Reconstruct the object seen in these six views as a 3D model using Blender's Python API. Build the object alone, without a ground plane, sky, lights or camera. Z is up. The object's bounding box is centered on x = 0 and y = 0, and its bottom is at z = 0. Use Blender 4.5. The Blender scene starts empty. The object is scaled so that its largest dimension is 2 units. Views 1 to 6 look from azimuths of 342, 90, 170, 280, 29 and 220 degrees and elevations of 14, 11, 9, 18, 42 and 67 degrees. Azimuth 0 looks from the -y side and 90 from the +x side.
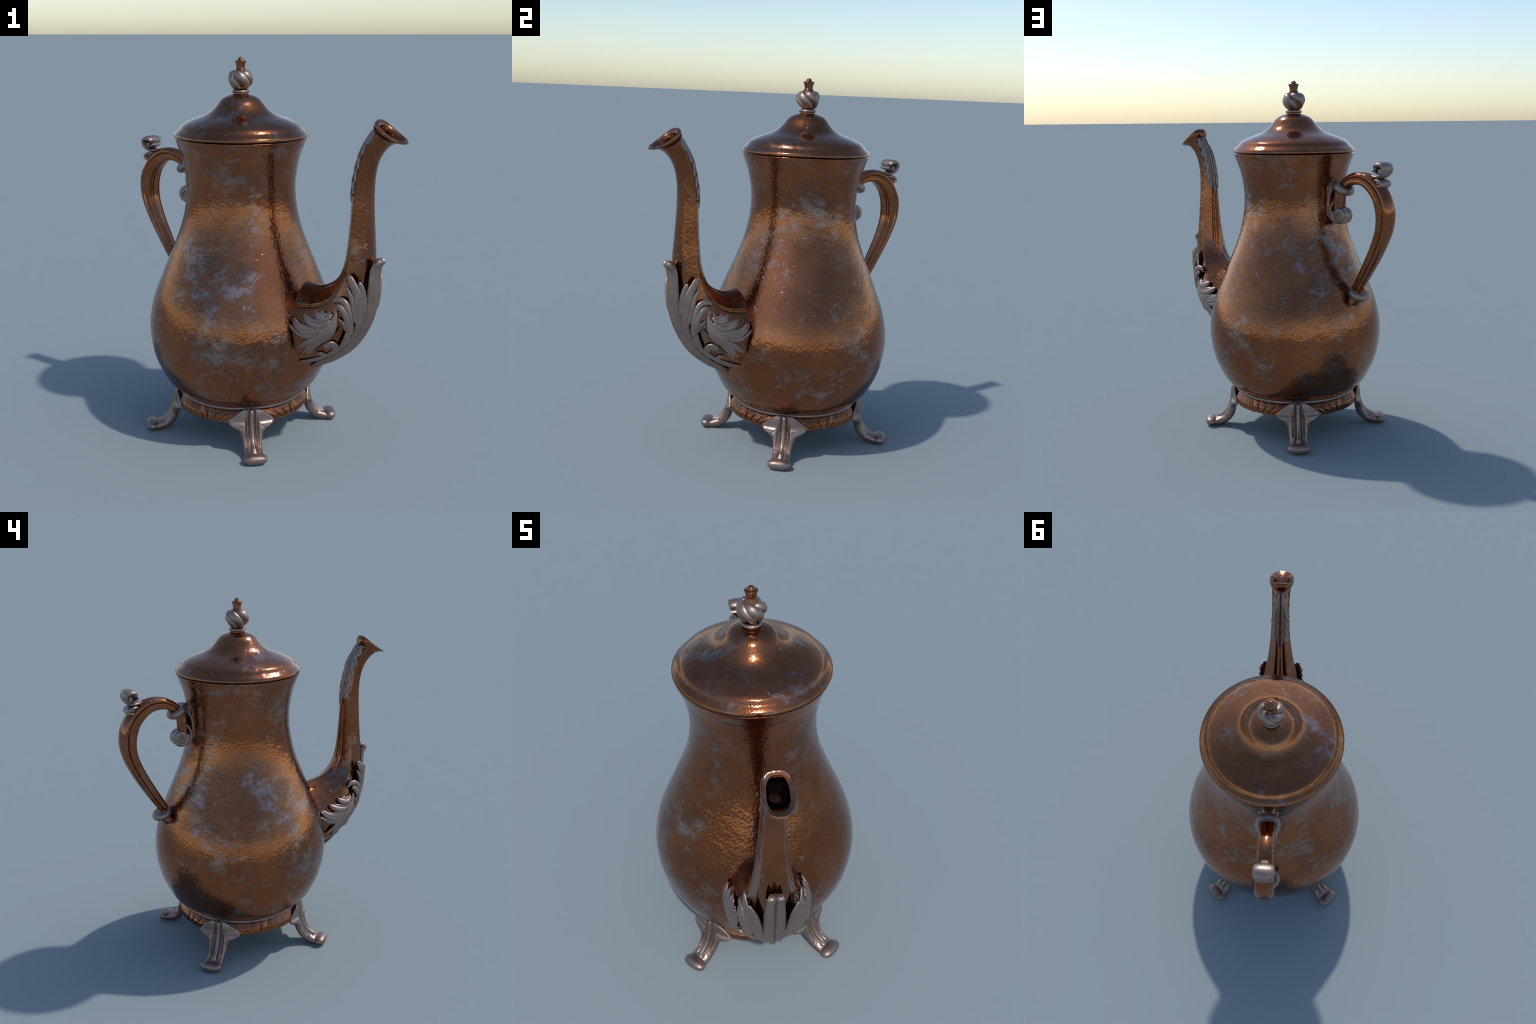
# Antique footed coffee pot: copper body, lid, spout and handle with silvered acanthus,
# scrolls, knop and feet.  Built part by part from profiles, rails and cross-sections.
import bpy
import bmesh
import math
import numpy as np

def catmull(P, u):
    """Catmull-Rom through the rows of P at float index u (0..len-1)."""
    P = np.asarray(P, float)
    flat = P.ndim == 1
    if flat:
        P = P[:, None]
    Q = np.vstack([2 * P[0] - P[1], P, 2 * P[-1] - P[-2]])
    u = np.clip(np.asarray(u, float), 0, len(P) - 1)
    i = np.minimum(u.astype(int), len(P) - 2)
    t = (u - i)[..., None]
    a, b, c, d = Q[i], Q[i + 1], Q[i + 2], Q[i + 3]
    r = 0.5 * (2 * b + (c - a) * t + (2 * a - 5 * b + 4 * c - d) * t ** 2 + (3 * b - a - 3 * c + d) * t ** 3)
    return r[..., 0] if flat else r

# ---- spout: stations along the pipe -------------------------------------------------
# outer rail (reach, height), inner rail (reach, height), half width
SPOUT = np.array([
    (.360, .462, .360, .907, .176), (.440, .462, .430, .888, .178), (.528, .498, .487, .890, .175),
    (.605, .552, .535, .901, .170), (.672, .620, .573, .920, .158), (.722, .698, .600, .942, .137),
    (.752, .786, .620, .970, .116), (.772, .882, .638, 1.010, .099), (.787, .980, .650, 1.060, .087),
    (.792, 1.070, .657, 1.120, .077), (.788, 1.170, .663, 1.200, .066), (.782, 1.280, .668, 1.290, .058),
    (.780, 1.380, .673, 1.380, .051), (.784, 1.460, .684, 1.460, .047), (.799, 1.527, .700, 1.533, .0445),
    (.826, 1.577, .723, 1.601, .0435), (.857, 1.608, .754, 1.650, .0445), (.887, 1.625, .779, 1.686, .047)])
# the leaf cup that the acanthus lobes lie on: it stands off the pipe further up
CUP = SPOUT.copy()
CUP[:10, 4] = (.186, .188, .187, .181, .166, .143, .126, .117, .111, .100)
CUP[3:9, 0] = (.607, .684, .744, .783, .803, .809)
# half cross-sections, from the inner edge (-1) to the outer edge (+1): depth, width
SECTION_NECK = np.array([(-1, 0), (-.955, .10), (-.86, .20), (-.84, .40), (-.76, .53), (-.36, .97), (-.29, 1.0),
                         (-.215, .955), (-.15, .965), (.15, .92), (.48, .86), (.80, .76), (.955, .40), (1, 0)])
SECTION_ROOT = np.array([(-1, 0), (-.985, .12), (-.955, .22), (-.91, .33), (-.86, .44), (-.70, .635), (-.64, .69),
                         (-.575, .70), (-.50, .77), (-.15, .98), (.22, 1.0), (.58, .90), (.90, .56), (1, 0)])

def smooth(x, a, b):
    t = np.clip((np.asarray(x, float) - a) / (b - a), 0, 1)
    return t * t * (3 - 2 * t)

def half_section(table, q):
    full = np.vstack([table[3:0:-1] * (1, -1), table, table[-2:-5:-1] * (1, -1)])
    return catmull(full, np.abs(q) * (len(table) - 1) + 3)

def spout_point(k, q, cup=False):
    """Point on the spout: station k, q from -1..1 (0 = inner edge, +-1 = outer edge)."""
    k, q = np.broadcast_arrays(np.asarray(k, float), np.asarray(q, float))
    st = catmull(CUP if cup else SPOUT, k)
    O, I, b = st[..., 0:2], st[..., 2:4], st[..., 4]
    mix = smooth(k, 1.0, 8.5)[..., None] * (0 if cup else 1)
    sec = half_section(SECTION_ROOT, q) * (1 - mix) + half_section(SECTION_NECK, q) * mix
    mid, half = (O + I) / 2, (O - I) / 2
    sz = mid + half * sec[..., :1]
    t = b * sec[..., 1] * np.where(q < 0, -1, 1)
    return np.stack([t, -sz[..., 0], sz[..., 1]], -1)

AXIS = (-0.0277, 0.1008)      # where the pot's axis stands
TURN = math.radians(35.9)     # the spout looks this way from -y
TAU = math.tau

# =====================================================================================
# materials
# =====================================================================================
class Graph:
    def __init__(self, name):
        self.mat = bpy.data.materials.new(name)
        self.mat.use_nodes = True
        self.t = self.mat.node_tree
        self.bsdf = self.t.nodes["Principled BSDF"]

    def node(self, kind, **props):
        n = self.t.nodes.new(kind)
        for k, v in props.items():
            setattr(n, k, v)
        return n

    def put(self, sock, value):
        if isinstance(value, bpy.types.NodeSocket):
            self.t.links.new(value, sock)
        elif isinstance(value, (tuple, list)) and len(value) == 3 and sock.type == 'RGBA':
            sock.default_value = (*value, 1)
        else:
            sock.default_value = value

    def noise(self, vec, scale, detail=4, rough=.55, dist=0.0):
        n = self.node("ShaderNodeTexNoise")
        self.put(n.inputs["Vector"], vec)
        n.inputs["Scale"].default_value = scale
        n.inputs["Detail"].default_value = detail
        n.inputs["Roughness"].default_value = rough
        n.inputs["Distortion"].default_value = dist
        return n.outputs["Fac"]

    def voronoi(self, vec, scale, feature='F1'):
        n = self.node("ShaderNodeTexVoronoi", feature=feature)
        self.put(n.inputs["Vector"], vec)
        n.inputs["Scale"].default_value = scale
        return n.outputs["Distance"]

    def math(self, op, a, b=0.0, c=None):
        n = self.node("ShaderNodeMath", operation=op)
        self.put(n.inputs[0], a)
        self.put(n.inputs[1], b)
        if c is not None:
            self.put(n.inputs[2], c)
        return n.outputs[0]

    def step(self, x, lo, hi, to0=0.0, to1=1.0):
        n = self.node("ShaderNodeMapRange", interpolation_type='SMOOTHSTEP')
        for i, v in enumerate((x, lo, hi, to0, to1)):
            self.put(n.inputs[i], v)
        return n.outputs[0]

    def mix(self, fac, a, b):
        n = self.node("ShaderNodeMix", data_type='RGBA')
        self.put(n.inputs["Factor"], fac)
        self.put(n.inputs["A"], a)
        self.put(n.inputs["B"], b)
        return n.outputs["Result"]

    def blend(self, fac, a, b):
        n = self.node("ShaderNodeMix", data_type='FLOAT')
        self.put(n.inputs["Factor"], fac)
        self.put(n.inputs["A"], a)
        self.put(n.inputs["B"], b)
        return n.outputs["Result"]

    def mapping(self, vec, scale, rot=(0, 0, 0)):
        n = self.node("ShaderNodeMapping")
        self.put(n.inputs["Vector"], vec)
        n.inputs["Scale"].default_value = scale
        n.inputs["Rotation"].default_value = rot
        return n.outputs[0]

    def coords(self, vary=False):
        o = self.node("ShaderNodeTexCoord").outputs["Object"]
        if not vary:
            return o
        info = self.node("ShaderNodeObjectInfo")
        off = self.node("ShaderNodeVectorMath", operation='SCALE')
        self.put(off.inputs[0], (3.1, 7.7, 5.3))
        self.put(off.inputs["Scale"], info.outputs["Random"])
        add = self.node("ShaderNodeVectorMath", operation='ADD')
        self.put(add.inputs[0], o)
        self.put(add.inputs[1], off.outputs[0])
        return add.outputs[0]

    def bump(self, height, strength, distance, chain=None):
        n = self.node("ShaderNodeBump")
        self.put(n.inputs["Height"], height)
        n.inputs["Strength"].default_value = strength
        n.inputs["Distance"].default_value = distance
        if chain is not None:
            self.put(n.inputs["Normal"], chain)
        return n.outputs[0]


def copper_material(name, patina=1.0, hammer=1.0, dashes=False, vary=False):
    g = Graph(name)
    p = g.coords(vary)
    base = g.mix(g.step(g.noise(p, 3.2, 6, .65), .36, .66), COPPER_DARK, COPPER)
    # darker umber patches in drifting clouds
    umber = g.math('ADD', g.math('MULTIPLY', g.noise(p, 4.1, 4, .6, .6), .6), g.math('MULTIPLY', g.noise(p, 27, 7, .7), .4))
    base = g.mix(g.math('MULTIPLY', g.step(umber, .49, .62), .62 * patina), base, UMBER)
    # clouded tarnish in blotches broken up by a finer grain
    big = g.noise(p, 4.3, 3, .55, .4)
    fine_n = g.noise(g.mapping(p, (.8, 1, 1.25), (.4, .3, 0)), 17, 9, .69, .5)
    cloud = g.math('ADD', g.math('MULTIPLY', big, .50), g.math('MULTIPLY', fine_n, .62))
    haze = g.math('MULTIPLY', g.step(cloud, .565, .745), patina)
    # chips where the tarnish has flaked off down to a cold slate colour
    spot = g.noise(g.mapping(p, (1, 1, .8), (.3, .2, 0)), 40, 2, .5)
    chips = g.math('MULTIPLY', g.step(spot, .695, .71), g.step(g.noise(p, 5, 2), .44, .54))
    # scratches: thin slanted lines, only here and there
    sw = g.noise(g.mapping(p, (9, 9, 120), (.5, .35, .2)), 1.0, 2, .5)
    scratch = g.math('MULTIPLY', g.step(sw, .70, .72), g.step(g.noise(p, 7, 2), .55, .61))
    point = g.node("ShaderNodeNewGeometry").outputs["Pointiness"]
    edge = g.math('MULTIPLY', g.step(point, .53, .60), g.step(g.noise(p, 40, 4), .35, .6))
    crease = g.step(point, .47, .40)
    col = g.mix(g.math('MULTIPLY', haze, .78), base, TARNISH)
    col = g.mix(g.math('MULTIPLY', edge, .45), col, (.40, .31, .27))
    col = g.mix(g.math('MULTIPLY', crease, .35), col, (.18, .05, .022))
    worn = g.math('MAXIMUM', chips, g.math('MULTIPLY', scratch, .8))
    col = g.mix(worn, col, (.23, .24, .26))
    rough = g.math('ADD', g.step(g.noise(p, 6, 5), .3, .7, .05, .13), g.math('MULTIPLY', haze, .27))
    rough = g.math('ADD', rough, g.math('MULTIPLY', chips, .3))
    # planished surface: overlapping hammer dimples over a pebbly grain, with a few deeper pits
    dimple = g.step(g.voronoi(g.mapping(p, (1, 1, .9)), 64), .0, .75)
    grain = g.noise(g.mapping(p, (1, 1, .75)), 120, 3, .6, .4)
    pit = g.step(g.voronoi(p, 31), .0, .13)
    h = g.math('ADD', g.math('MULTIPLY', dimple, .42), g.math('MULTIPLY', grain, .85))
    h = g.math('ADD', h, g.math('MULTIPLY', pit, g.step(g.noise(p, 6, 2), .46, .58, 0, .8)))
    if dashes:
        cell = g.step(g.voronoi(g.mapping(p, (36, 36, 58)), 1.0), .05, .6)
        h = g.math('ADD', h, g.math('MULTIPLY', cell, .28))
    h = g.math('SUBTRACT', h, g.math('MULTIPLY', g.math('MAXIMUM', chips, scratch), .5))
    n = g.bump(h, .25 * hammer, .0042)
    n = g.bump(g.noise(p, 9, 3), .10 * hammer, .02, n)
    g.put(g.bsdf.inputs["Base Color"], col)
    g.put(g.bsdf.inputs["Metallic"], 1.0)
    g.put(g.bsdf.inputs["Roughness"], rough)
    g.put(g.bsdf.inputs["Normal"], n)
    return g.mat


def silver_material(name, vary=False, worn=.5, gain=1.0):
    g = Graph(name)
    p = g.coords(vary)
    base = g.mix(g.step(g.noise(p, 9, 5, .6), .35, .7), tuple(c * gain for c in SILVER_DARK), tuple(c * gain for c in SILVER))
    point = g.node("ShaderNodeNewGeometry").outputs["Pointiness"]
    grain = g.noise(p, 60, 6, .7)
    crease = g.step(g.math('ADD', point, g.math('MULTIPLY', g.math('SUBTRACT', grain, .5), .06)), .475, .40)
    rub = g.math('MULTIPLY', g.step(g.noise(p, 17, 6, .65), .60, .72), worn)
    edge = g.step(point, .54, .62)
    col = g.mix(g.math('MULTIPLY', edge, .35), base, (.45, .35, .32))
    col = g.mix(g.math('MAXIMUM', g.math('MULTIPLY', crease, .7), g.math('MULTIPLY', rub, .35)), col, (.26, .09, .05))
    g.put(g.bsdf.inputs["Base Color"], col)
    g.put(g.bsdf.inputs["Metallic"], .92)
    g.put(g.bsdf.inputs["Roughness"], g.step(g.noise(p, 28, 5), .3, .75, .38, .52))
    h = g.math('ADD', g.noise(p, 70, 4), g.math('MULTIPLY', grain, .4))
    g.put(g.bsdf.inputs["Normal"], g.bump(h, .18, .004))
    return g.mat


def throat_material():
    g = Graph("near_black_throat")
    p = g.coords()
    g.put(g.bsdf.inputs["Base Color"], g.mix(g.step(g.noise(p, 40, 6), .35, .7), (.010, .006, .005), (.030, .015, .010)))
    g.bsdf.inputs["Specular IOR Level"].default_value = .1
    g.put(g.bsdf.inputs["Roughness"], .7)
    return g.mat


COPPER, COPPER_DARK = (.35, .132, .057), (.26, .095, .043)
UMBER, TARNISH = (.185, .098, .068), (.33, .285, .27)
SILVER, SILVER_DARK = (.385, .282, .238), (.31, .226, .193)

M_BODY = copper_material("hammered_copper", 1.0, 1.0)
M_LID = copper_material("lid_copper", .85, .5)
M_SPOUT = copper_material("spout_copper", .6, .62, dashes=True)
M_TRIM = copper_material("trim_copper", .35, .3, vary=True)
M_SILVER = silver_material("silvered_ornament")
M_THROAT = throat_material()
M_FOOT = silver_material("worn_silver", vary=True, worn=.9, gain=.95)

# =====================================================================================
# mesh helpers
# =====================================================================================
POT = bpy.data.objects.new("coffee_pot", None)
POT.location = (AXIS[0], AXIS[1], 0)
POT.rotation_euler = (0, 0, TURN)
POT["label"] = "antique copper coffee pot with silvered acanthus spout and scrolls"
POT["category"] = "coffee pot"
bpy.context.scene.collection.objects.link(POT)


def make_mesh(name, verts, faces, mat, angle=40):
    me = bpy.data.meshes.new(name)
    me.from_pydata([tuple(map(float, v)) for v in verts], [], faces)
    bm = bmesh.new()
    bm.from_mesh(me)
    bmesh.ops.remove_doubles(bm, verts=bm.verts, dist=1e-6)
    bmesh.ops.recalc_face_normals(bm, faces=bm.faces)
    bm.to_mesh(me)
    bm.free()
    me.polygons.foreach_set("use_smooth", [True] * len(me.polygons))
    if angle is not None:
        me.set_sharp_from_angle(angle=math.radians(angle))
    me.materials.append(mat)
    return me


def add(name, me, parent, **place):
    ob = bpy.data.objects.new(name, me)
    bpy.context.scene.collection.objects.link(ob)
    ob.parent = parent
    for k, v in place.items():
        setattr(ob, k, v)
    return ob


def loft(rings, closed=True, caps=(True, True), wrap=False):
    """Faces and points from a list of equally long rings."""
    rings = np.asarray(rings)
    n, m = rings.shape[:2]
    verts = rings.reshape(-1, 3)
    faces = []
    for i in range(n if wrap else n - 1):
        a, b = i * m, ((i + 1) % n) * m
        for j in range(m if closed else m - 1):
            k = (j + 1) % m
            faces.append((a + j, a + k, b + k, b + j))
    if caps[0] and not wrap:
        faces.append(tuple(range(m))[::-1])
    if caps[1] and not wrap:
        faces.append(tuple(range((n - 1) * m, n * m)))
    return verts, faces


def join(parts):
    verts, faces, off = [], [], 0
    for v, f in parts:
        verts.append(np.asarray(v))
        faces += [tuple(i + off for i in q) for q in f]
        off += len(v)
    return np.vstack(verts), faces


def lathe(profile, segments=144, per=6, sharp=False):
    """Turn (radius, height) points round the axis; the profile is smoothed unless sharp."""
    profile = np.asarray(profile, float)
    if not sharp:
        profile = catmull(profile, np.linspace(0, len(profile) - 1, (len(profile) - 1) * per + 1))
    a = np.linspace(0, TAU, segments, endpoint=False)
    r = np.maximum(profile[:, 0], 0)[:, None]
    rings = np.stack([r * np.cos(a), r * np.sin(a), np.repeat(profile[:, 1:], segments, 1)], -1)
    return loft(rings)


def sweep(path, width_dir, half_w, half_t, sides=16, power=2.0):
    """Closed super-elliptic bar along a path; width_dir fixed, thickness across it."""
    path = np.asarray(path, float)
    w = np.asarray(width_dir, float)
    tan = np.gradient(path, axis=0)
    tan /= np.linalg.norm(tan, axis=1)[:, None]
    thick = np.cross(tan, w)
    thick /= np.linalg.norm(thick, axis=1)[:, None] + 1e-12
    a = np.linspace(0, TAU, sides, endpoint=False)
    ca, sa = np.cos(a), np.sin(a)
    cx = np.sign(ca) * np.abs(ca) ** (2 / power)
    sy = np.sign(sa) * np.abs(sa) ** (2 / power)
    half_w = np.broadcast_to(half_w, len(path))
    half_t = np.broadcast_to(half_t, len(path))
    rings = path[:, None] + (cx[None, :, None] * half_w[:, None, None]) * w \
        + (sy[None, :, None] * half_t[:, None, None]) * thick[:, None]
    return loft(rings)


def fine(points, n):
    points = np.asarray(points, float)
    return catmull(points, np.linspace(0, len(points) - 1, n))


def rounding(n, a=.12, b=.12):
    """Width factor that closes both ends of a bar roundly."""
    x = np.linspace(0, 1, n)
    f = np.ones(n)
    if a:
        f = np.minimum(f, np.sqrt(np.clip(1 - (1 - np.clip(x / a, 0, 1)) ** 2, 0, 1)))
    if b:
        f = np.minimum(f, np.sqrt(np.clip(1 - (1 - np.clip((1 - x) / b, 0, 1)) ** 2, 0, 1)))
    return np.maximum(f, .03)


def torus(center, axis_a, axis_b, major, minor, n=48, m=16, squash=1.0):
    c, ea, eb = (np.asarray(v, float) for v in (center, axis_a, axis_b))
    ea, eb = ea / np.linalg.norm(ea), eb / np.linalg.norm(eb)
    nn = np.cross(ea, eb)
    ma = np.broadcast_to(major, 2)
    u = np.linspace(0, TAU, n, endpoint=False)[:, None, None]
    v = np.linspace(0, TAU, m, endpoint=False)[None, :, None]
    rad = minor * np.cos(v)
    P = c + ea * np.cos(u) * (ma[0] + rad) + eb * np.sin(u) * (ma[1] + rad) + nn * minor * squash * np.sin(v)
    return loft(P, wrap=True)


def at(s, t, z):
    """Pot coordinates: s towards the spout, t to its right-hand side, z up."""
    return np.stack(np.broadcast_arrays(np.asarray(t, float), -np.asarray(s, float), np.asarray(z, float)), -1)


# =====================================================================================
# body
# =====================================================================================
BODY = [(0.0, .222), (.20, .224), (.315, .226), (.341, .240), (.369, .261), (.408, .300), (.4415, .360), (.4705, .430),
        (.4865, .500), (.4945, .570), (.4910, .650), (.4690, .750), (.4315, .850), (.3900, .950), (.3480, 1.050),
        (.3135, 1.150), (.2925, 1.250), (.2855, 1.330), (.2895, 1.410), (.3070, 1.500), (.3245, 1.550), (.3385, 1.588)]
v, f = lathe(BODY, 160, 6)
lip = lathe([(.3385, 1.588), (.3412, 1.5935), (.3412, 1.5965), (.339, 1.598), (.331, 1.5975), (.325, 1.590), (.318, 1.56), (.30, 1.50)], 160, 3)
v, f = join([(v, f[:-1]), (lip[0], lip[1][:-2])])
add("body", make_mesh("body", v, f, M_BODY, 50), POT)

# =====================================================================================
# lid and its knop
# =====================================================================================
LID = [(.322, 1.6025), (.339, 1.6028), (.3435, 1.6045), (.3462, 1.608), (.3455, 1.614), (.342, 1.621), (.3335, 1.629),
       (.3250, 1.6360), (.3180, 1.6425), (.3125, 1.650), (.3045, 1.6595), (.290, 1.6695), (.268, 1.6805), (.242, 1.6915),
       (.211, 1.7025), (.185, 1.7125), (.164, 1.7235), (.147, 1.7365), (.131, 1.7530), (.117, 1.7710), (.106, 1.7850),
       (.090, 1.7985), (.070, 1.8080), (.050, 1.8145), (.040, 1.8165)]
v, f = lathe(LID, 160, 5)
lid = add("lid", make_mesh("lid", v, f, M_LID, 60), POT)

STEM = [(.040, 1.806), (.0395, 1.8165), (.0385, 1.8225), (.034, 1.830), (.030, 1.838), (.043, 1.86), (.051, 1.889), (.043, 1.911),
        (.0325, 1.922), (.0312, 1.9275), (.0275, 1.936), (.0235, 1.9445), (.0222, 1.9475), (.0224, 1.9515), (.0232, 1.960),
        (.0262, 1.970), (.0290, 1.9765), (.0293, 1.9795), (.0270, 1.9825), (.0205, 1.9840), (.0160, 1.9860), (.0143, 1.9890),
        (.0125, 1.9945), (.0075, 1.9985), (0.0, 2.000)]
v, f = lathe(STEM, 48, 4)
add("knop_stem", make_mesh("knop_stem", v, f, M_TRIM, 60), lid)
v, f = torus((0, 0, 1.8285), (1, 0, 0), (0, 1, 0), .0385, .0078, 64, 14)
add("knop_ring", make_mesh("knop_ring", v, f, M_SILVER), lid)


def knop_strand():
    n = 26
    u = np.linspace(0, 1, n)
    ring = fine([(.021, 1.838), (.033, 1.851), (.043, 1.872), (.0475, 1.893), (.043, 1.911), (.031, 1.920), (.021, 1.921)], n)
    a = 1.15 - 2.6 * u ** 1.3
    path = np.stack([ring[:, 0] * np.cos(a), ring[:, 0] * np.sin(a), ring[:, 1]], -1)
    tan = np.gradient(path, axis=0)
    tan /= np.linalg.norm(tan, axis=1)[:, None]
    out = path * (1, 1, 0)
    out = out + np.stack([0 * a, 0 * a, (ring[:, 1] - 1.885) * .9], -1)
    out -= tan * (out * tan).sum(1)[:, None]
    out /= np.linalg.norm(out, axis=1)[:, None]
    side = np.cross(tan, out)
    r = fine([.008, .014, .020, .0235, .022, .0165, .008], n) * rounding(n, .10, .10)
    b = np.linspace(0, TAU, 14, endpoint=False)
    rings = path[:, None] + r[:, None, None] * (.78 * np.cos(b)[None, :, None] * out[:, None] + 1.0 * np.sin(b)[None, :, None] * side[:, None])
    return loft(rings)


strand_mesh = make_mesh("knop_strand", *knop_strand(), M_SILVER)
for i in range(5):
    add("knop_strand", strand_mesh, lid, rotation_euler=(0, 0, TAU * i / 5 + (.2 if i % 2 else 0)))

# =====================================================================================
# spout
# =====================================================================================
qs = np.concatenate([np.linspace(-1, 1, 145)[:-1]])
ks = np.linspace(0, 17, 150)
pipe = spout_point(ks[:, None], qs[None, :])
lip_mid, lip_axis = np.array((.8735, 1.6815)), np.array((.0735, -.0500))
lip_norm = np.array((.546, .838))


def lip_ring(scale, back, front, width):
    """Ring parallel to the mouth; back/front = distance behind the mouth plane."""
    phi = np.pi * np.abs(qs)
    cx, sx = -np.cos(phi), np.sin(phi)
    blend = smooth(cx, -1, 1)
    off = back * (1 - blend) + front * blend
    sc = scale if np.isscalar(scale) else scale[0] * (1 - blend) + scale[1] * blend
    cxx = np.sign(cx) * np.abs(cx) ** (.78 + .1 * blend)
    sz = lip_mid + (cxx * sc)[:, None] * lip_axis - off[:, None] * lip_norm
    dip = -.010 * sx ** 2 * sc + .0
    t = np.sign(np.where(qs < 0, -1, 1)) * np.abs(sx) ** (.62 + .2 * blend) * width
    return at(sz[:, 0] + dip * lip_norm[0], t, sz[:, 1] + dip * lip_norm[1])


mouth = [lip_ring((.93, .78), .042, .014, .050), lip_ring((1.0, .90), .030, .010, .056), lip_ring((1.03, .97), .022, .0085, .060),
         lip_ring((1.035, 1.005), .007, .005, .0625), lip_ring((1.0, .99), .0, .0, .061), lip_ring((.92, .92), -.002, -.002, .056),
         lip_ring((.78, .78), .004, .006, .044), lip_ring((.70, .66), .012, .014, .039)]
core = spout_point(ks[:, None], np.zeros((1, 1)))[:, 0] * .5 + spout_point(ks[:, None], np.ones((1, 1)))[:, 0] * .5
inside = [core[i] + (pipe[i] - core[i]) * .78 for i in (147, 144, 141)]
v, f = loft(np.array(list(pipe) + mouth + inside), caps=(True, False))
spout = add("spout", make_mesh("spout", v, f, M_SPOUT, 45), POT)
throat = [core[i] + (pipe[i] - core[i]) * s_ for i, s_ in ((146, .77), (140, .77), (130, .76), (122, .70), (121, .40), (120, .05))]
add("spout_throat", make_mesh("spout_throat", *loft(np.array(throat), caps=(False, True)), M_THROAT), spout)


def surface_frame(k, q, cup):
    e = .02
    P = spout_point(k, q, cup)
    Sk = (spout_point(k + e, q, cup) - spout_point(k - e, q, cup)) / (2 * e)
    d = .012
    Sq = (spout_point(k, q + d, cup) - spout_point(k, q - d, cup)) / (2 * d)
    N = np.cross(Sk, Sq)
    N /= np.linalg.norm(N, axis=-1)[..., None] + 1e-12
    return P, Sk, Sq, N


def lobe(ctrl, side, height=.55, lift=(0, 0), n=30, m=13, wide=1.12, ends=(.10, .10), ribs=0, cup=True, blunt=.5):
    """Rounded leaf lobe lying on the spout: ctrl = (station, section, half width)."""
    c = fine(ctrl, n)
    k, q = c[:, 0], np.clip(c[:, 1], .02, .999) * side
    rnd = rounding(n, *ends)
    hw = np.maximum(c[:, 2], blunt * c[:, 2].max()) * wide * rnd
    P, Sk, Sq, N = surface_frame(k, q, cup)
    if (N * (P - at(.72, 0, P[:, 2]))).sum() < 0:
        N = -N
    tan = np.gradient(P, axis=0)
    tan /= np.linalg.norm(tan, axis=1)[:, None] + 1e-12
    S = np.cross(N, tan)
    S /= np.linalg.norm(S, axis=1)[:, None] + 1e-12
    a, b, d = (Sk * Sk).sum(1), (Sk * Sq).sum(1), (Sq * Sq).sum(1)
    g, h = (S * Sk).sum(1), (S * Sq).sum(1)
    det = a * d - b * b + 1e-14
    dk, dq = (d * g - b * h) / det, (a * h - b * g) / det
    x = np.cos(np.linspace(0, np.pi, m))
    off = x[None, :] * hw[:, None]
    kk = k[:, None] + np.clip(dk[:, None] * off, -.6, .6)
    qq = q[:, None] + np.clip(dq[:, None] * off, -.09, .09)
    qq = np.clip(qq, -.999, .999) if side > 0 else np.clip(qq, -.999, .999)
    qq = np.where(side > 0, np.clip(qq, .004, 1.0), np.clip(qq, -1.0, -.004))
    top = spout_point(kk, qq, cup)
    u = np.linspace(0, 1, n)
    rise = lift[0] * (1 - smooth(u, 0, .45)) + lift[1] * smooth(u, .45, 1.0)
    hh = np.clip(hw * height, .0, .0145)
    bulge = np.sqrt(np.clip(1 - x ** 2, 0, 1)) ** .8
    if ribs:
        bulge = bulge * (1 - .16 * (.5 + .5 * np.cos(ribs * np.pi * x)) * (1 - x ** 4))
    up = top + N[:, None] * (rise[:, None, None] + hh[:, None, None] * bulge[None, :, None])
    under = top[:, ::-1][:, 1:-1] + N[:, None] * (rise[:, None, None] - .45 * hh[:, None, None] * bulge[None, ::-1, None][:, 1:-1] - .001)
    return loft(np.concatenate([up, under], 1))


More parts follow.
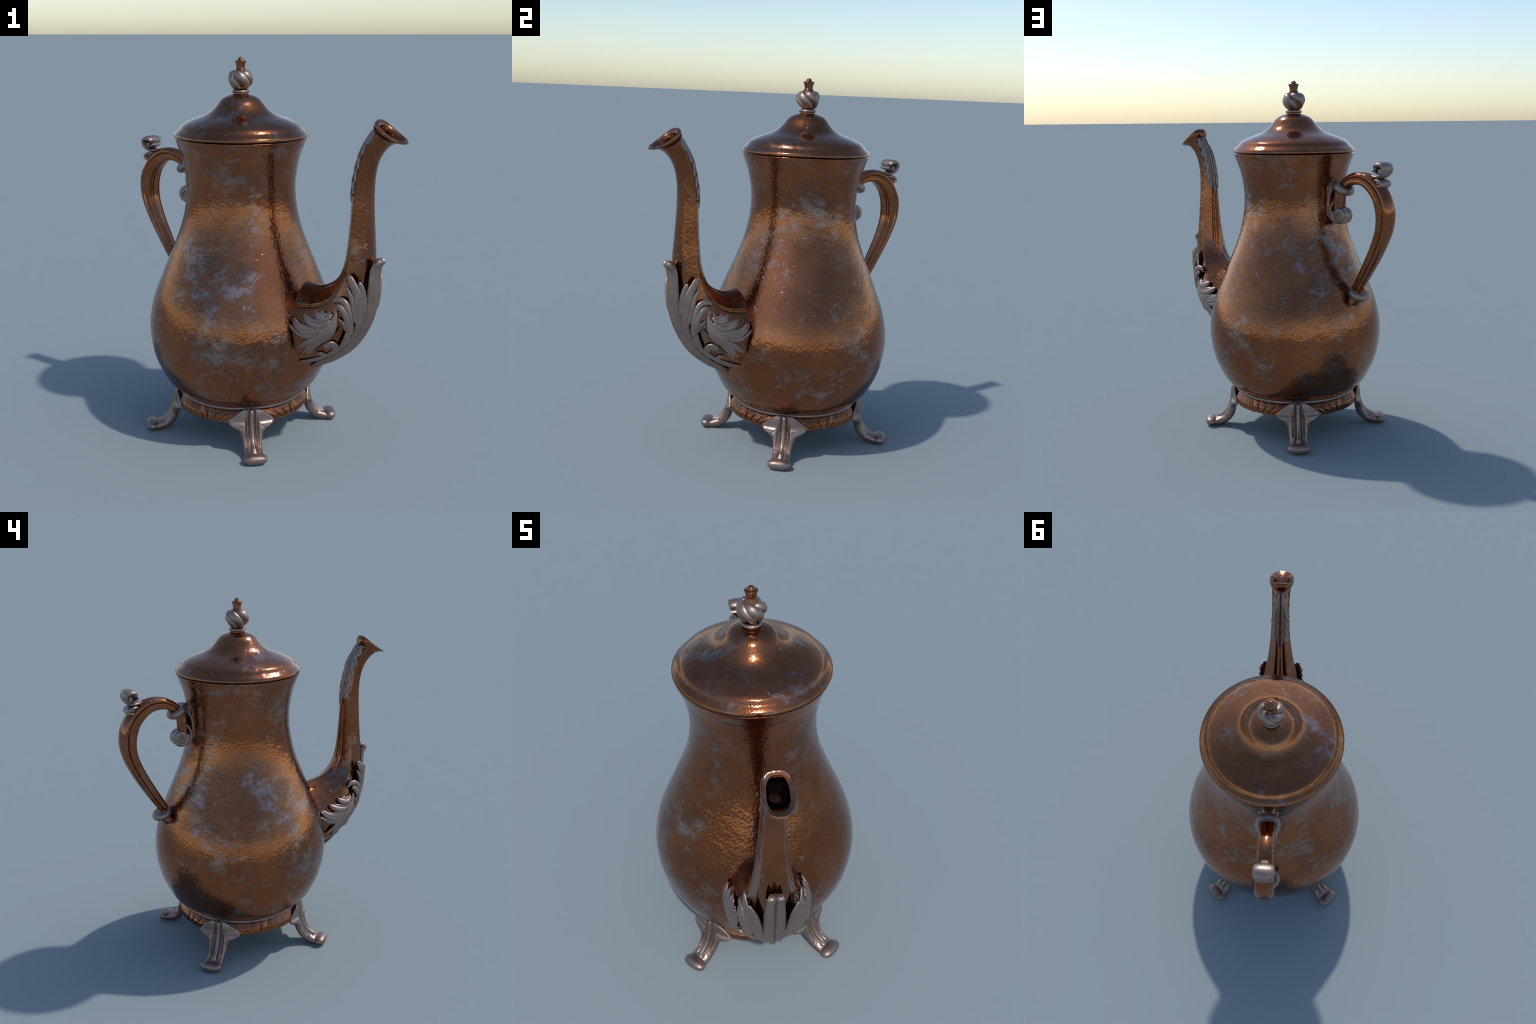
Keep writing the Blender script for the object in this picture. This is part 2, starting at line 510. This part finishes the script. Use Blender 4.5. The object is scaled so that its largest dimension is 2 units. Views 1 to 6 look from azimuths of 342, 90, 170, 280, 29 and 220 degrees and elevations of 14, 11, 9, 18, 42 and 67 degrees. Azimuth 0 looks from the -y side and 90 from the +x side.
# lobes of the acanthus, as (station, section, half width) along the spout's flank
ACANTHUS = {
    'A': [(2.43, 0.988, 0.0127), (3.5, 0.996, 0.025), (4.69, 0.965, 0.0252), (5.65, 0.934, 0.0232), (6.42, 0.888, 0.023), (7.12, 0.838, 0.0197), (7.46, 0.776, 0.0141), (7.76, 0.718, 0.0055)],
    'A2': [(6.03, 0.938, 0.0104), (6.92, 0.907, 0.0111), (7.41, 0.88, 0.0094), (7.74, 0.849, 0.0047)],
    'A3': [(5.51, 0.907, 0.008), (6.18, 0.849, 0.0095), (6.7, 0.792, 0.0087), (7.02, 0.718, 0.0047)],
    'A4': [(2.76, 1.0, 0.0168), (3.92, 1.0, 0.0257), (4.94, 1.0, 0.0253), (5.88, 0.965, 0.0161)],
    'B1': [(4.76, 0.931, 0.0081), (5.51, 0.865, 0.0119), (6.0, 0.795, 0.0135), (5.95, 0.726, 0.0127), (5.51, 0.68, 0.0112), (4.96, 0.668, 0.0056)],
    'B2': [(4.64, 0.927, 0.0101), (5.28, 0.865, 0.0136), (5.58, 0.803, 0.0143), (5.53, 0.737, 0.0119), (5.28, 0.703, 0.0064)],
    'B3': [(4.89, 0.896, 0.008), (5.26, 0.846, 0.0096), (5.51, 0.792, 0.0087), (5.46, 0.737, 0.0048)],
    'spike': [(4.91, 0.884, 0.0096), (5.08, 0.838, 0.008), (5.01, 0.784, 0.0036)],
    'stem': [(3.4, 0.95, 0.0124), (4.14, 0.934, 0.0179), (4.71, 0.911, 0.0169), (5.11, 0.884, 0.0096)],
    'C': [(5.16, 0.737, 0.004), (4.71, 0.768, 0.0136), (4.19, 0.795, 0.0248), (3.62, 0.807, 0.0265), (2.95, 0.803, 0.0202), (2.28, 0.795, 0.0147), (1.42, 0.807, 0.0033)],
    'C2': [(3.35, 0.815, 0.0121), (2.56, 0.819, 0.0122), (1.81, 0.842, 0.0049)],
    'C3': [(3.15, 0.819, 0.0113), (2.46, 0.834, 0.009), (2.06, 0.869, 0.0037)],
    'C4': [(3.4, 0.826, 0.0097), (2.76, 0.838, 0.0081), (2.38, 0.861, 0.0037)],
    'F0': [(3.62, 0.772, 0.0072), (2.76, 0.764, 0.0089), (2.06, 0.745, 0.009), (1.47, 0.71, 0.0074), (1.05, 0.683, 0.0033)],
    'F1': [(3.77, 0.768, 0.008), (2.93, 0.749, 0.0097), (2.21, 0.73, 0.0098), (1.67, 0.695, 0.009), (1.15, 0.656, 0.0041)],
    'F2': [(3.55, 0.761, 0.0064), (2.83, 0.734, 0.0081), (2.14, 0.707, 0.0098), (1.64, 0.68, 0.009), (1.29, 0.653, 0.0041)],
    'F3': [(4.07, 0.761, 0.0056), (3.4, 0.749, 0.008), (2.71, 0.718, 0.0089), (2.21, 0.695, 0.0065), (1.94, 0.683, 0.0033)],
    'F4': [(4.42, 0.749, 0.0064), (3.72, 0.745, 0.0096), (3.15, 0.714, 0.0113), (2.56, 0.676, 0.0113), (2.11, 0.641, 0.0057)],
    'F5': [(4.56, 0.737, 0.0048), (3.92, 0.73, 0.0072), (3.45, 0.703, 0.008), (3.03, 0.68, 0.0065), (2.58, 0.656, 0.0032)],
    'F6': [(4.66, 0.73, 0.0056), (4.12, 0.722, 0.0096), (3.57, 0.683, 0.0121), (3.18, 0.641, 0.0065)],
    'F7': [(4.76, 0.73, 0.0032), (4.34, 0.718, 0.0052), (3.97, 0.691, 0.0052), (3.7, 0.656, 0.0028)],
    'F8': [(4.71, 0.707, 0.0024), (4.39, 0.707, 0.0048), (4.07, 0.687, 0.0052), (3.9, 0.66, 0.0028)],
    'S1': [(2.85, 1.0, 0.0126), (3.7, 0.915, 0.0163), (3.72, 0.876, 0.017), (3.4, 0.869, 0.0154), (3.33, 0.873, 0.0081)],
    'S2': [(2.66, 0.954, 0.0083), (2.9, 0.915, 0.0123), (2.81, 0.892, 0.0123), (2.68, 0.892, 0.0066)],
    'low': [(1.29, 0.896, 0.0059), (2.11, 0.915, 0.0166), (2.83, 0.938, 0.0207), (3.7, 0.95, 0.0246), (4.59, 0.938, 0.0203)],
    'rib': [(2.58, 0.857, 0.0025), (3.75, 0.846, 0.004), (4.79, 0.838, 0.004)],
    'edge': [(1.22, 0.649, 0.0037), (1.17, 0.707, 0.0037), (1.39, 0.776, 0.0037), (1.57, 0.834, 0.0037), (1.37, 0.884, 0.0038)],
}
STYLE = {'A': dict(height=.45, lift=(.000, .004), ribs=2, ends=(.08, .16), wide=1.2, blunt=.62), 'A2': dict(height=.7, lift=(.004, .005), wide=1.5, ends=(.1, .24), blunt=.7), 'A3': dict(height=.7, lift=(.003, .004), wide=1.4, ends=(.1, .2), blunt=.65),
         'A4': dict(height=.55, lift=(.001, .007), ribs=2, wide=1.25), 'B1': dict(height=.75, lift=(.002, .006), wide=1.25, ends=(.1, .16)), 'B2': dict(height=.75, lift=(.002, .003), wide=1.25, ends=(.1, .16)),
         'B3': dict(lift=(.001, .001)), 'spike': dict(lift=(.001, .003)), 'stem': dict(lift=(.0, .0)),
         'C': dict(height=.45, lift=(.004, .001), ends=(.04, .06), blunt=.15), 'low': dict(height=.5, lift=(.0, .001)), 'rib': dict(height=1.2, blunt=.3),
         'S1': dict(height=.5, lift=(-.001, .003), ends=(.1, .3)), 'S2': dict(height=.5, lift=(-.001, .003), ends=(.1, .3)), 'edge': dict(height=1.1)}
for key, ctrl in ACANTHUS.items():
    if key == 'edge':
        continue
    if key in ('C2', 'C3', 'C4'):
        STYLE[key] = dict(height=.6, lift=(.002, .002), wide=1.15, blunt=.3)
    opts = dict(STYLE.get(key, dict(height=.75, lift=(.001, .003), wide=1.62, ends=(.08, .14))))
    copper = key in ('rib', 'edge')
    for side in (-1, 1):
        nm = "spout_rib" if copper else ("scroll_curl" if key[0] == 'S' else "acanthus_lobe")
        add(nm, make_mesh(nm, *lobe(ctrl, side, **opts), M_SPOUT if copper else M_SILVER), spout)


def ribbon(path, half_w, thick, profile, wrap_back=0.0, m=21):
    """Broad leaf down the middle plane: path in (s, z), outside face shaped by profile(x)."""
    path = np.asarray(path)
    n = len(path)
    tan = np.gradient(path, axis=0)
    tan /= np.linalg.norm(tan, axis=1)[:, None]
    nor = np.stack([tan[:, 1], -tan[:, 0]], -1)
    x = np.linspace(-1, 1, m)
    off = profile(x)[None, :] - np.asarray(wrap_back).reshape(-1, 1) * (x ** 2)[None, :]
    thick = np.broadcast_to(thick, n)[:, None]
    def side(o):
        sz = path[:, None] + o[..., None] * nor[:, None]
        t = half_w[:, None] * x[None, :]
        return at(sz[..., 0], t, sz[..., 1])
    outer = side(off)
    inner = side(off - thick * (1 - .7 * x ** 4)[None, :])
    return loft(np.concatenate([outer, inner[:, ::-1]], 1))


def front_profile(x):
    return .0085 * np.exp(-((np.abs(x) - .82) / .14) ** 2) + .0070 * np.exp(-((np.abs(x) - .13) / .08) ** 2) \
        - .008 * np.abs(x) ** 8


FRONT = [(.415, .424), (.476, .443), (.540, .480), (.603, .516), (.692, .588), (.755, .672), (.794, .757), (.812, .858),
         (.818, .942), (.820, 1.000), (.827, 1.030), (.840, 1.046), (.841, 1.060), (.829, 1.069), (.813, 1.065), (.806, 1.054)]
n = 72
path = fine(FRONT, n)
hw = fine([.026, .030, .034, .038, .043, .047, .0495, .049, .046, .042, .040, .0395, .039, .037, .033, .024], n) * rounding(n, 0, .16)
back = fine([.006, .008, .010, .012, .015, .017, .017, .014, .010, .008, .008, .009, .009, .008, .006, .003], n)
thick = fine([.016, .018, .020, .022, .022, .020, .018, .018, .019, .020, .022, .024, .024, .022, .017, .010], n)
add("front_leaf", make_mesh("front_leaf", *ribbon(path, hw, thick, front_profile, back, 33), M_SILVER, 50), spout)

# leaf on the inner side of the neck: a ribbed midrib with leaflets in pairs
def back_lobe(ctrl, side, **kw):
    return lobe(ctrl, side, **kw)

MIDRIB = [(17.0, .03, .004), (16.2, .04, .0075), (15, .04, .009), (13.6, .04, .0095), (12.4, .04, .0095), (11.75, .035, .008), (11.4, .03, .004)]
LEAFLETS = [
    [(17.1, .11, .004), (16.2, .14, .007), (14.8, .15, .008), (13.2, .16, .009), (12.2, .20, .008), (11.8, .21, .004)],
    [(17.2, .20, .004), (16.8, .27, .007), (16.2, .33, .009), (15.6, .37, .005)],
    [(16.9, .16, .004), (16.0, .24, .008), (15.2, .32, .0105), (14.5, .39, .006)],
    [(16.2, .16, .004), (15.2, .24, .009), (14.3, .31, .0115), (13.5, .39, .006)],
    [(15.3, .16, .004), (14.3, .23, .009), (13.5, .30, .0115), (12.7, .39, .006)],
    [(14.4, .17, .004), (13.5, .23, .009), (12.8, .29, .0115), (12.2, .36, .006)],
    [(13.6, .16, .004), (12.9, .21, .008), (12.2, .26, .009), (11.8, .29, .005)]]
for side in (-1, 1):
    add("neck_leaflet", make_mesh("neck_leaflet", *lobe(MIDRIB, side, height=.9, lift=(.004, .003), m=9, cup=False), M_SILVER), spout)
    for ctrl in LEAFLETS:
        add("neck_leaflet", make_mesh("neck_leaflet", *lobe(ctrl, side, height=1.05, lift=(.002, .003), m=9, n=22, wide=.98, cup=False), M_SILVER), spout)

# =====================================================================================
# handle
# =====================================================================================
HANDLE = np.array([
    (-.335, 1.425, -.362, 1.383, .034), (-.372, 1.464, -.386, 1.406, .036), (-.420, 1.494, -.420, 1.428, .038),
    (-.466, 1.5065, -.462, 1.436, .040), (-.515, 1.507, -.504, 1.431, .041), (-.570, 1.492, -.546, 1.405, .043),
    (-.628, 1.452, -.582, 1.363, .045), (-.671, 1.395, -.601, 1.313, .047), (-.694, 1.332, -.608, 1.262, .048),
    (-.698, 1.262, -.602, 1.203, .047), (-.684, 1.191, -.581, 1.143, .044), (-.655, 1.122, -.550, 1.076, .040),
    (-.618, 1.052, -.514, 1.010, .036), (-.579, .988, -.482, .952, .032), (-.534, .919, -.447, .893, .029),
    (-.493, .861, -.418, .838, .027), (-.467, .829, -.400, .805, .026)])
HANDLE_SECTION = np.array([(-1, 0), (-.985, .3), (-.94, .48), (-.82, .58), (-.88, .72), (-.76, .88), (-.52, .92), (-.20, .90), (.04, .92),
                           (.12, .83), (.20, .90), (.29, .985), (.46, 1.0), (.64, .93), (.82, .72), (.95, .4), (1, 0)])


def handle_ring(k):
    st = catmull(HANDLE, k)
    q = np.linspace(-1, 1, 97)[:-1]
    sec = half_section(HANDLE_SECTION, q)
    mid, half = (st[:2] + st[2:4]) / 2, (st[:2] - st[2:4]) / 2
    sz = mid + sec[:, :1] * half
    return at(sz[:, 0], st[4] * sec[:, 1] * np.where(q < 0, -1, 1), sz[:, 1])


v, f = loft(np.array([handle_ring(k) for k in np.linspace(0, 16, 130)]))
handle = add("handle", make_mesh("handle", v, f, M_TRIM, 45), POT)

# drop below the collar that carries the lower volute
drop = fine([(-.345, 1.425), (-.338, 1.385), (-.334, 1.345), (-.333, 1.30), (-.340, 1.262)], 30)
parts = [sweep(at(drop[:, 0], 0, drop[:, 1]), (1, 0, 0), fine([.036, .036, .036, .036, .033], 30), .024, 24, 2.6)]
for t in (-.023, 0, .023):
    parts.append(sweep(at(drop[:, 0] - .020, t, drop[:, 1]), (1, 0, 0), .0078, .008, 12))
add("handle_drop", make_mesh("handle_drop", *join(parts), M_TRIM), handle)

# collar where the handle meets the neck
tilt = np.array((.86, .51))
v, f = torus(at(-.366, 0, 1.415), at(tilt[0], 0, tilt[1]) - at(0, 0, 0), (1, 0, 0), (.040, .042), .0225, 56, 20)
parts = [(v, f)]
plug = np.array([(-.36, 1.42), (-.30, 1.425), (-.26, 1.425)])
parts.append(sweep(at(plug[:, 0], 0, plug[:, 1]), (1, 0, 0), .034, .030, 20, 2.5))
add("handle_collar", make_mesh("handle_collar", *join(parts), M_SILVER), handle)

# foot ring of the handle
ta = np.array((.915, .40))
v, f = torus(at(-.473, 0, .842), at(ta[0], 0, ta[1]) - at(0, 0, 0), (1, 0, 0), (.040, .043), .0205, 56, 20)
add("handle_foot", make_mesh("handle_foot", v, f, M_SILVER), handle)
socket = np.array([(-.485, .865), (-.455, .82), (-.41, .785)])
add("handle_socket", make_mesh("handle_socket", *sweep(at(socket[:, 0], 0, socket[:, 1]), (1, 0, 0), (.036, .046, .050), (.030, .040, .045), 24), M_TRIM), handle)


def spiral(cs, cz, r0, r1, a0, turns, n):
    a = a0 + np.linspace(0, TAU * turns, n)
    r = np.linspace(r0, r1, n)
    return np.stack([cs + r * np.cos(a), cz + r * np.sin(a)], -1)


def volute(cs, cz, radius, half_w, a0, turns, strap, barrel_flutes=3, direction=1):
    """Rolled scroll: a barrel with fluted skin plus a raised spiral strap on both end faces."""
    parts = []
    x = np.linspace(-1, 1, 41)
    skin = radius * (.97 - .05 * np.abs(np.sin(barrel_flutes * np.pi * x / 2 + np.pi / 2)) ** .7 * 0 - .045 * (.5 + .5 * np.cos(barrel_flutes * TAU * (x + 1) / 2)))
    skin *= np.minimum(1, np.sqrt(np.clip(1 - ((np.abs(x) - .80) / .20).clip(0, 1) ** 2, 0, 1)) * .25 + .75)
    a = np.linspace(0, TAU, 40, endpoint=False)
    rings = np.stack([at(cs + s_ * np.cos(a), x_ * half_w, cz + s_ * np.sin(a)) for x_, s_ in zip(x, skin)])
    parts.append(loft(rings))
    p = spiral(cs, cz, radius * .88, radius * .10, a0, turns * direction, 70)
    for sgn in (-1, 1):
        parts.append(sweep(at(p[:, 0], sgn * half_w, p[:, 1]), (1, 0, 0), .007, np.linspace(strap, strap * .5, 70) * rounding(70, .03, .1), 10))
    parts.append(sweep(at([cs - 0, cs + 1e-3], 0, [cz, cz]), (1, 0, 0), half_w + .006, radius * .13, 12))
    return join(parts)


v1 = volute(-.357, 1.264, .0475, .040, math.radians(40), -1.15, .0115, 2)
rise = fine([(-.318, 1.235), (-.303, 1.262), (-.302, 1.295), (-.315, 1.328), (-.332, 1.342), (-.344, 1.336)], 36)
edges = [sweep(at(rise[:, 0], t, rise[:, 1]), (1, 0, 0), .008, np.linspace(.011, .005, 36) * rounding(36, .1, .12), 12) for t in (-.036, .036)]
add("lower_volute", make_mesh("lower_volute", *join([v1] + edges), M_SILVER), handle)

# small leaf curl between the drop and the neck
parts = []
for t in (-.034, .034):
    curl = fine([(-.285, 1.285), (-.289, 1.33), (-.296, 1.375), (-.309, 1.405), (-.305, 1.424), (-.291, 1.420), (-.292, 1.406)], 40)
    parts.append(sweep(at(curl[:, 0], t, curl[:, 1]), (1, 0, 0), np.linspace(.010, .016, 40), fine([.004, .007, .008, .009, .008, .006, .003], 40), 12))
add("neck_curl", make_mesh("neck_curl", *join(parts), M_SILVER), handle)
pad = fine([(-.27, 1.22), (-.283, 1.27), (-.283, 1.36), (-.286, 1.42), (-.29, 1.46)], 24)
add("handle_plate", make_mesh("handle_plate", *sweep(at(pad[:, 0], 0, pad[:, 1]), (1, 0, 0), fine([.022, .046, .044, .046, .022], 24), .024, 24), M_TRIM), handle)

# thumb scroll on the crest: a leaf that rolls up and back on itself
n = 60
roll = fine([(-.535, 1.497), (-.568, 1.489), (-.602, 1.484), (-.632, 1.489), (-.652, 1.506), (-.658, 1.529), (-.647, 1.546),
             (-.625, 1.550), (-.606, 1.543), (-.602, 1.532), (-.612, 1.526)], n)
w = fine([.010, .020, .029, .038, .046, .051, .053, .053, .050, .044, .034], n)
th = fine([.003, .006, .009, .011, .012, .013, .014, .015, .014, .011, .006], n)
roll = roll * (.97, 1) + (-.0195, -.002)
parts = [sweep(at(roll[:, 0], 0, roll[:, 1]), (1, 0, 0), w * .96, th, 28, 2.6)]
fill = np.array([(-.634, 1.504), (-.630, 1.525)])
parts.append(sweep(at(fill[:, 0], 0, fill[:, 1]), (1, 0, 0), (.036, .036), .017, 20, 2.6))
lipc = fine([(-.638, 1.499), (-.612, 1.504), (-.590, 1.518)], 16)
parts.append(sweep(at(lipc[:, 0], 0, lipc[:, 1]), (1, 0, 0), fine([.038, .042, .044], 16), .0065, 20, 2.6))
add("thumb_scroll", make_mesh("thumb_scroll", *join(parts), M_SILVER), handle)
roll = fine([(-.585, 1.466), (-.612, 1.466), (-.636, 1.461), (-.647, 1.449), (-.642, 1.438), (-.629, 1.436), (-.621, 1.444)], 44)
w = fine([.026, .040, .046, .047, .047, .043, .036], 44)
parts = [sweep(at(roll[:, 0], 0, roll[:, 1]), (1, 0, 0), w, fine([.005, .009, .011, .012, .012, .010, .006], 44), 24, 2.6)]
fill = np.array([(-.612, 1.452), (-.640, 1.452)])
parts.append(sweep(at(fill[:, 0], 0, fill[:, 1]), (1, 0, 0), (.034, .034), .012, 20, 2.6))
add("under_scroll", make_mesh("under_scroll", *join(parts), M_SILVER), handle)

# =====================================================================================
# stand: ring, gadrooned band, four feet
# =====================================================================================
stand = add("stand_band", make_mesh("stand_band", *lathe([(.300, .222), (.330, .226), (.338, .216), (.342, .200), (.342, .172), (.338, .164), (.325, .164), (.318, .18), (.312, .21)], 128, 3), M_TRIM), POT)
v, f = torus((0, 0, .2335), (1, 0, 0), (0, 1, 0), .3400, .0090, 144, 14)
add("stand_ring", make_mesh("stand_ring", v, f, M_SILVER), stand)


def gadroon(mid, half, slant, side, spread):
    """One slanted boss of the band: a roofed block with a rounded front."""
    prof = fine([(.333, .2255), (.341, .2225), (.352, .208), (.3600, .1945), (.3605, .185), (.3585, .166), (.353, .158), (.338, .157)], 22)
    x = np.linspace(-1, 1, 15)
    rings = []
    for i, (r, z) in enumerate(prof):
        up = (z - .158) / (.226 - .158)
        az = mid + slant * (up - .25) + (half * 1.12 + .58 * spread * up) * x
        crest = np.abs(x) ** 2.4
        rr = r + (.0045 * x * side - .0045 * crest) * smooth(i / 21, .08, .4)
        zz = z - (.002 * (1 - crest) - .0055 * x * side) * (1 - up)
        rings.append(np.stack([rr * np.sin(az), -rr * np.cos(az), zz], -1))
    rings = np.array(rings)
    inner = rings.copy()
    rad = np.linalg.norm(inner[..., :2], axis=-1, keepdims=True)
    inner[..., :2] *= .330 / rad
    return loft(np.concatenate([rings, inner[:, ::-1]], 1))


rng = np.random.default_rng(7)
step = math.radians(6.0)
for side in (-1, 1):
    for i in range(5):
        me = make_mesh("gadroon", *gadroon(side * (i + .5) * step, step * .5, side * math.radians(15.0) * (i / 4) ** 1.35 + side * .01, side, math.radians(15.0) * 1.35 / 4 * (i / 4) ** .35), M_TRIM, 50)
        for qd in range(4):
            add("gadroon", me, stand, rotation_euler=(0, 0, qd * TAU / 4))

# one foot, facing -y in its own frame; rows run from the collar down to the toe
FOOT = [(.356, .240), (.364, .234), (.3690, .222), (.3710, .208), (.3720, .193), (.3730, .178), (.3750, .164), (.378, .148), (.3830, .130),
        (.391, .109), (.406, .084), (.429, .064), (.456, .0525), (.482, .0475), (.503, .044), (.516, .037), (.521, .024), (.519, .010), (.512, .002)]
FOOT_W = [.036, .048, .068, .086, .101, .113, .120, .106, .0715, .0575, .0510, .0485, .0485, .0505, .0540, .0530, .0490, .0420, .030]
FOOT_T = [.012, .016, .018, .019, .020, .021, .022, .026, .034, .042, .049, .053, .055, .052, .047, .038, .026, .013, .004]


def foot():
    n, m = 110, 61
    prof, hw = fine(FOOT, n), fine(FOOT_W, n)
    tan = np.gradient(prof, axis=0)
    tan /= np.linalg.norm(tan, axis=1)[:, None]
    nor = np.stack([-tan[:, 1], tan[:, 0]], -1)      # outward and upward
    u = np.linspace(0, 1, n)[:, None]
    x = np.linspace(-1, 1, m)[None, :]
    X = hw[:, None] * x
    ax = np.abs(X)
    g = lambda c, w: np.exp(-((ax - c) / w) ** 2)
    rib = .0105 * np.exp(-(ax / .0105) ** 4) * smooth(u, .02, .10) * (1 - smooth(u, .66, .71))
    side_rib = .0055 * g(.0235, .0045) * smooth(u, .02, .06) * (1 - smooth(u, .60, .67))
    channel = -.006 * g(.0165, .005) * smooth(u, .03, .1) * (1 - smooth(u, .64, .70)) - .005 * g(.030, .0035) * smooth(u, .20, .26) * (1 - smooth(u, .58, .64))
    pad_w = ax - .033
    leaf = .0075 * smooth(pad_w, 0, .006) * smooth(u, .30, .36) * (1 - smooth(u, .58, .62))
    # wing: rim raised along its edge, web a little sunk
    wing = (1 - smooth(u, .40, .46)) * smooth(u, .01, .05)
    low0 = smooth(u, .36, .44)
    rim = .0025 * np.exp(-((np.abs(x) - .92) / .07) ** 2) * wing * (1 - low0)
    crease = -.004 * np.exp(-((u - (.32 + 3.2 * (ax - .032))) / .009) ** 2) * smooth(ax, .030, .035) * (1 - smooth(ax, .066, .072))
    notch = -.004 * np.exp(-((u - .625) / .010) ** 2) * smooth(ax, .028, .036)
    toe = -.009 * np.exp(-((u - .735) / .055) ** 2) * (1 - smooth(ax, .030, .050))
    h = rib + side_rib + channel + leaf + rim + crease + notch + toe
    low = smooth(u, .36, .52)
    T = fine(FOOT_T, n)[:, None] * np.ones_like(x)
    roll = 1 - np.sqrt(np.clip(1 - np.abs(x) ** (7 - 4.2 * low), 0, 1))
    R = prof[:, :1] + nor[:, :1] * (h - .5 * T * roll)
    Z = prof[:, 1:] + nor[:, 1:] * (h - .5 * T * roll)
    curve = np.sqrt(np.clip(.368 ** 2 - X ** 2, .01, None)) - .368
    bend = curve * (1 - low) - .016 * np.abs(x) ** 3 * smooth(u, .70, .9)
    front = np.stack([X, -(R + bend), np.maximum(Z, 0)], -1)
    back = T * (1 - .5 * roll)
    br, bz = prof[:, :1] + bend - nor[:, :1] * back, prof[:, 1:] - nor[:, 1:] * back
    backf = np.stack([X, -br, np.maximum(bz, 0)], -1)
    limb = loft(np.concatenate([front, backf[:, ::-1]], 1))
    # soft pad under the toe: a squared-off ellipsoid
    lat, lon = np.linspace(-np.pi / 2, np.pi / 2, 25)[:, None], np.linspace(0, TAU, 48, endpoint=False)[None, :]
    power = lambda c, e: np.sign(c) * np.abs(c) ** e
    pad = np.stack([.0615 * power(np.cos(lat), .8) * power(np.cos(lon), .72) + 0 * lat,
                    -.4995 - .0325 * power(np.cos(lat), .8) * power(np.sin(lon), .82),
                    .0255 + .0255 * power(np.sin(lat), .85) + 0 * lon], -1)
    return join([limb, loft(pad)])


foot_mesh = make_mesh("foot", *foot(), M_FOOT, 60)
for qd in range(4):
    add("foot", foot_mesh, POT, rotation_euler=(0, 0, math.radians(45 + 90 * qd)))
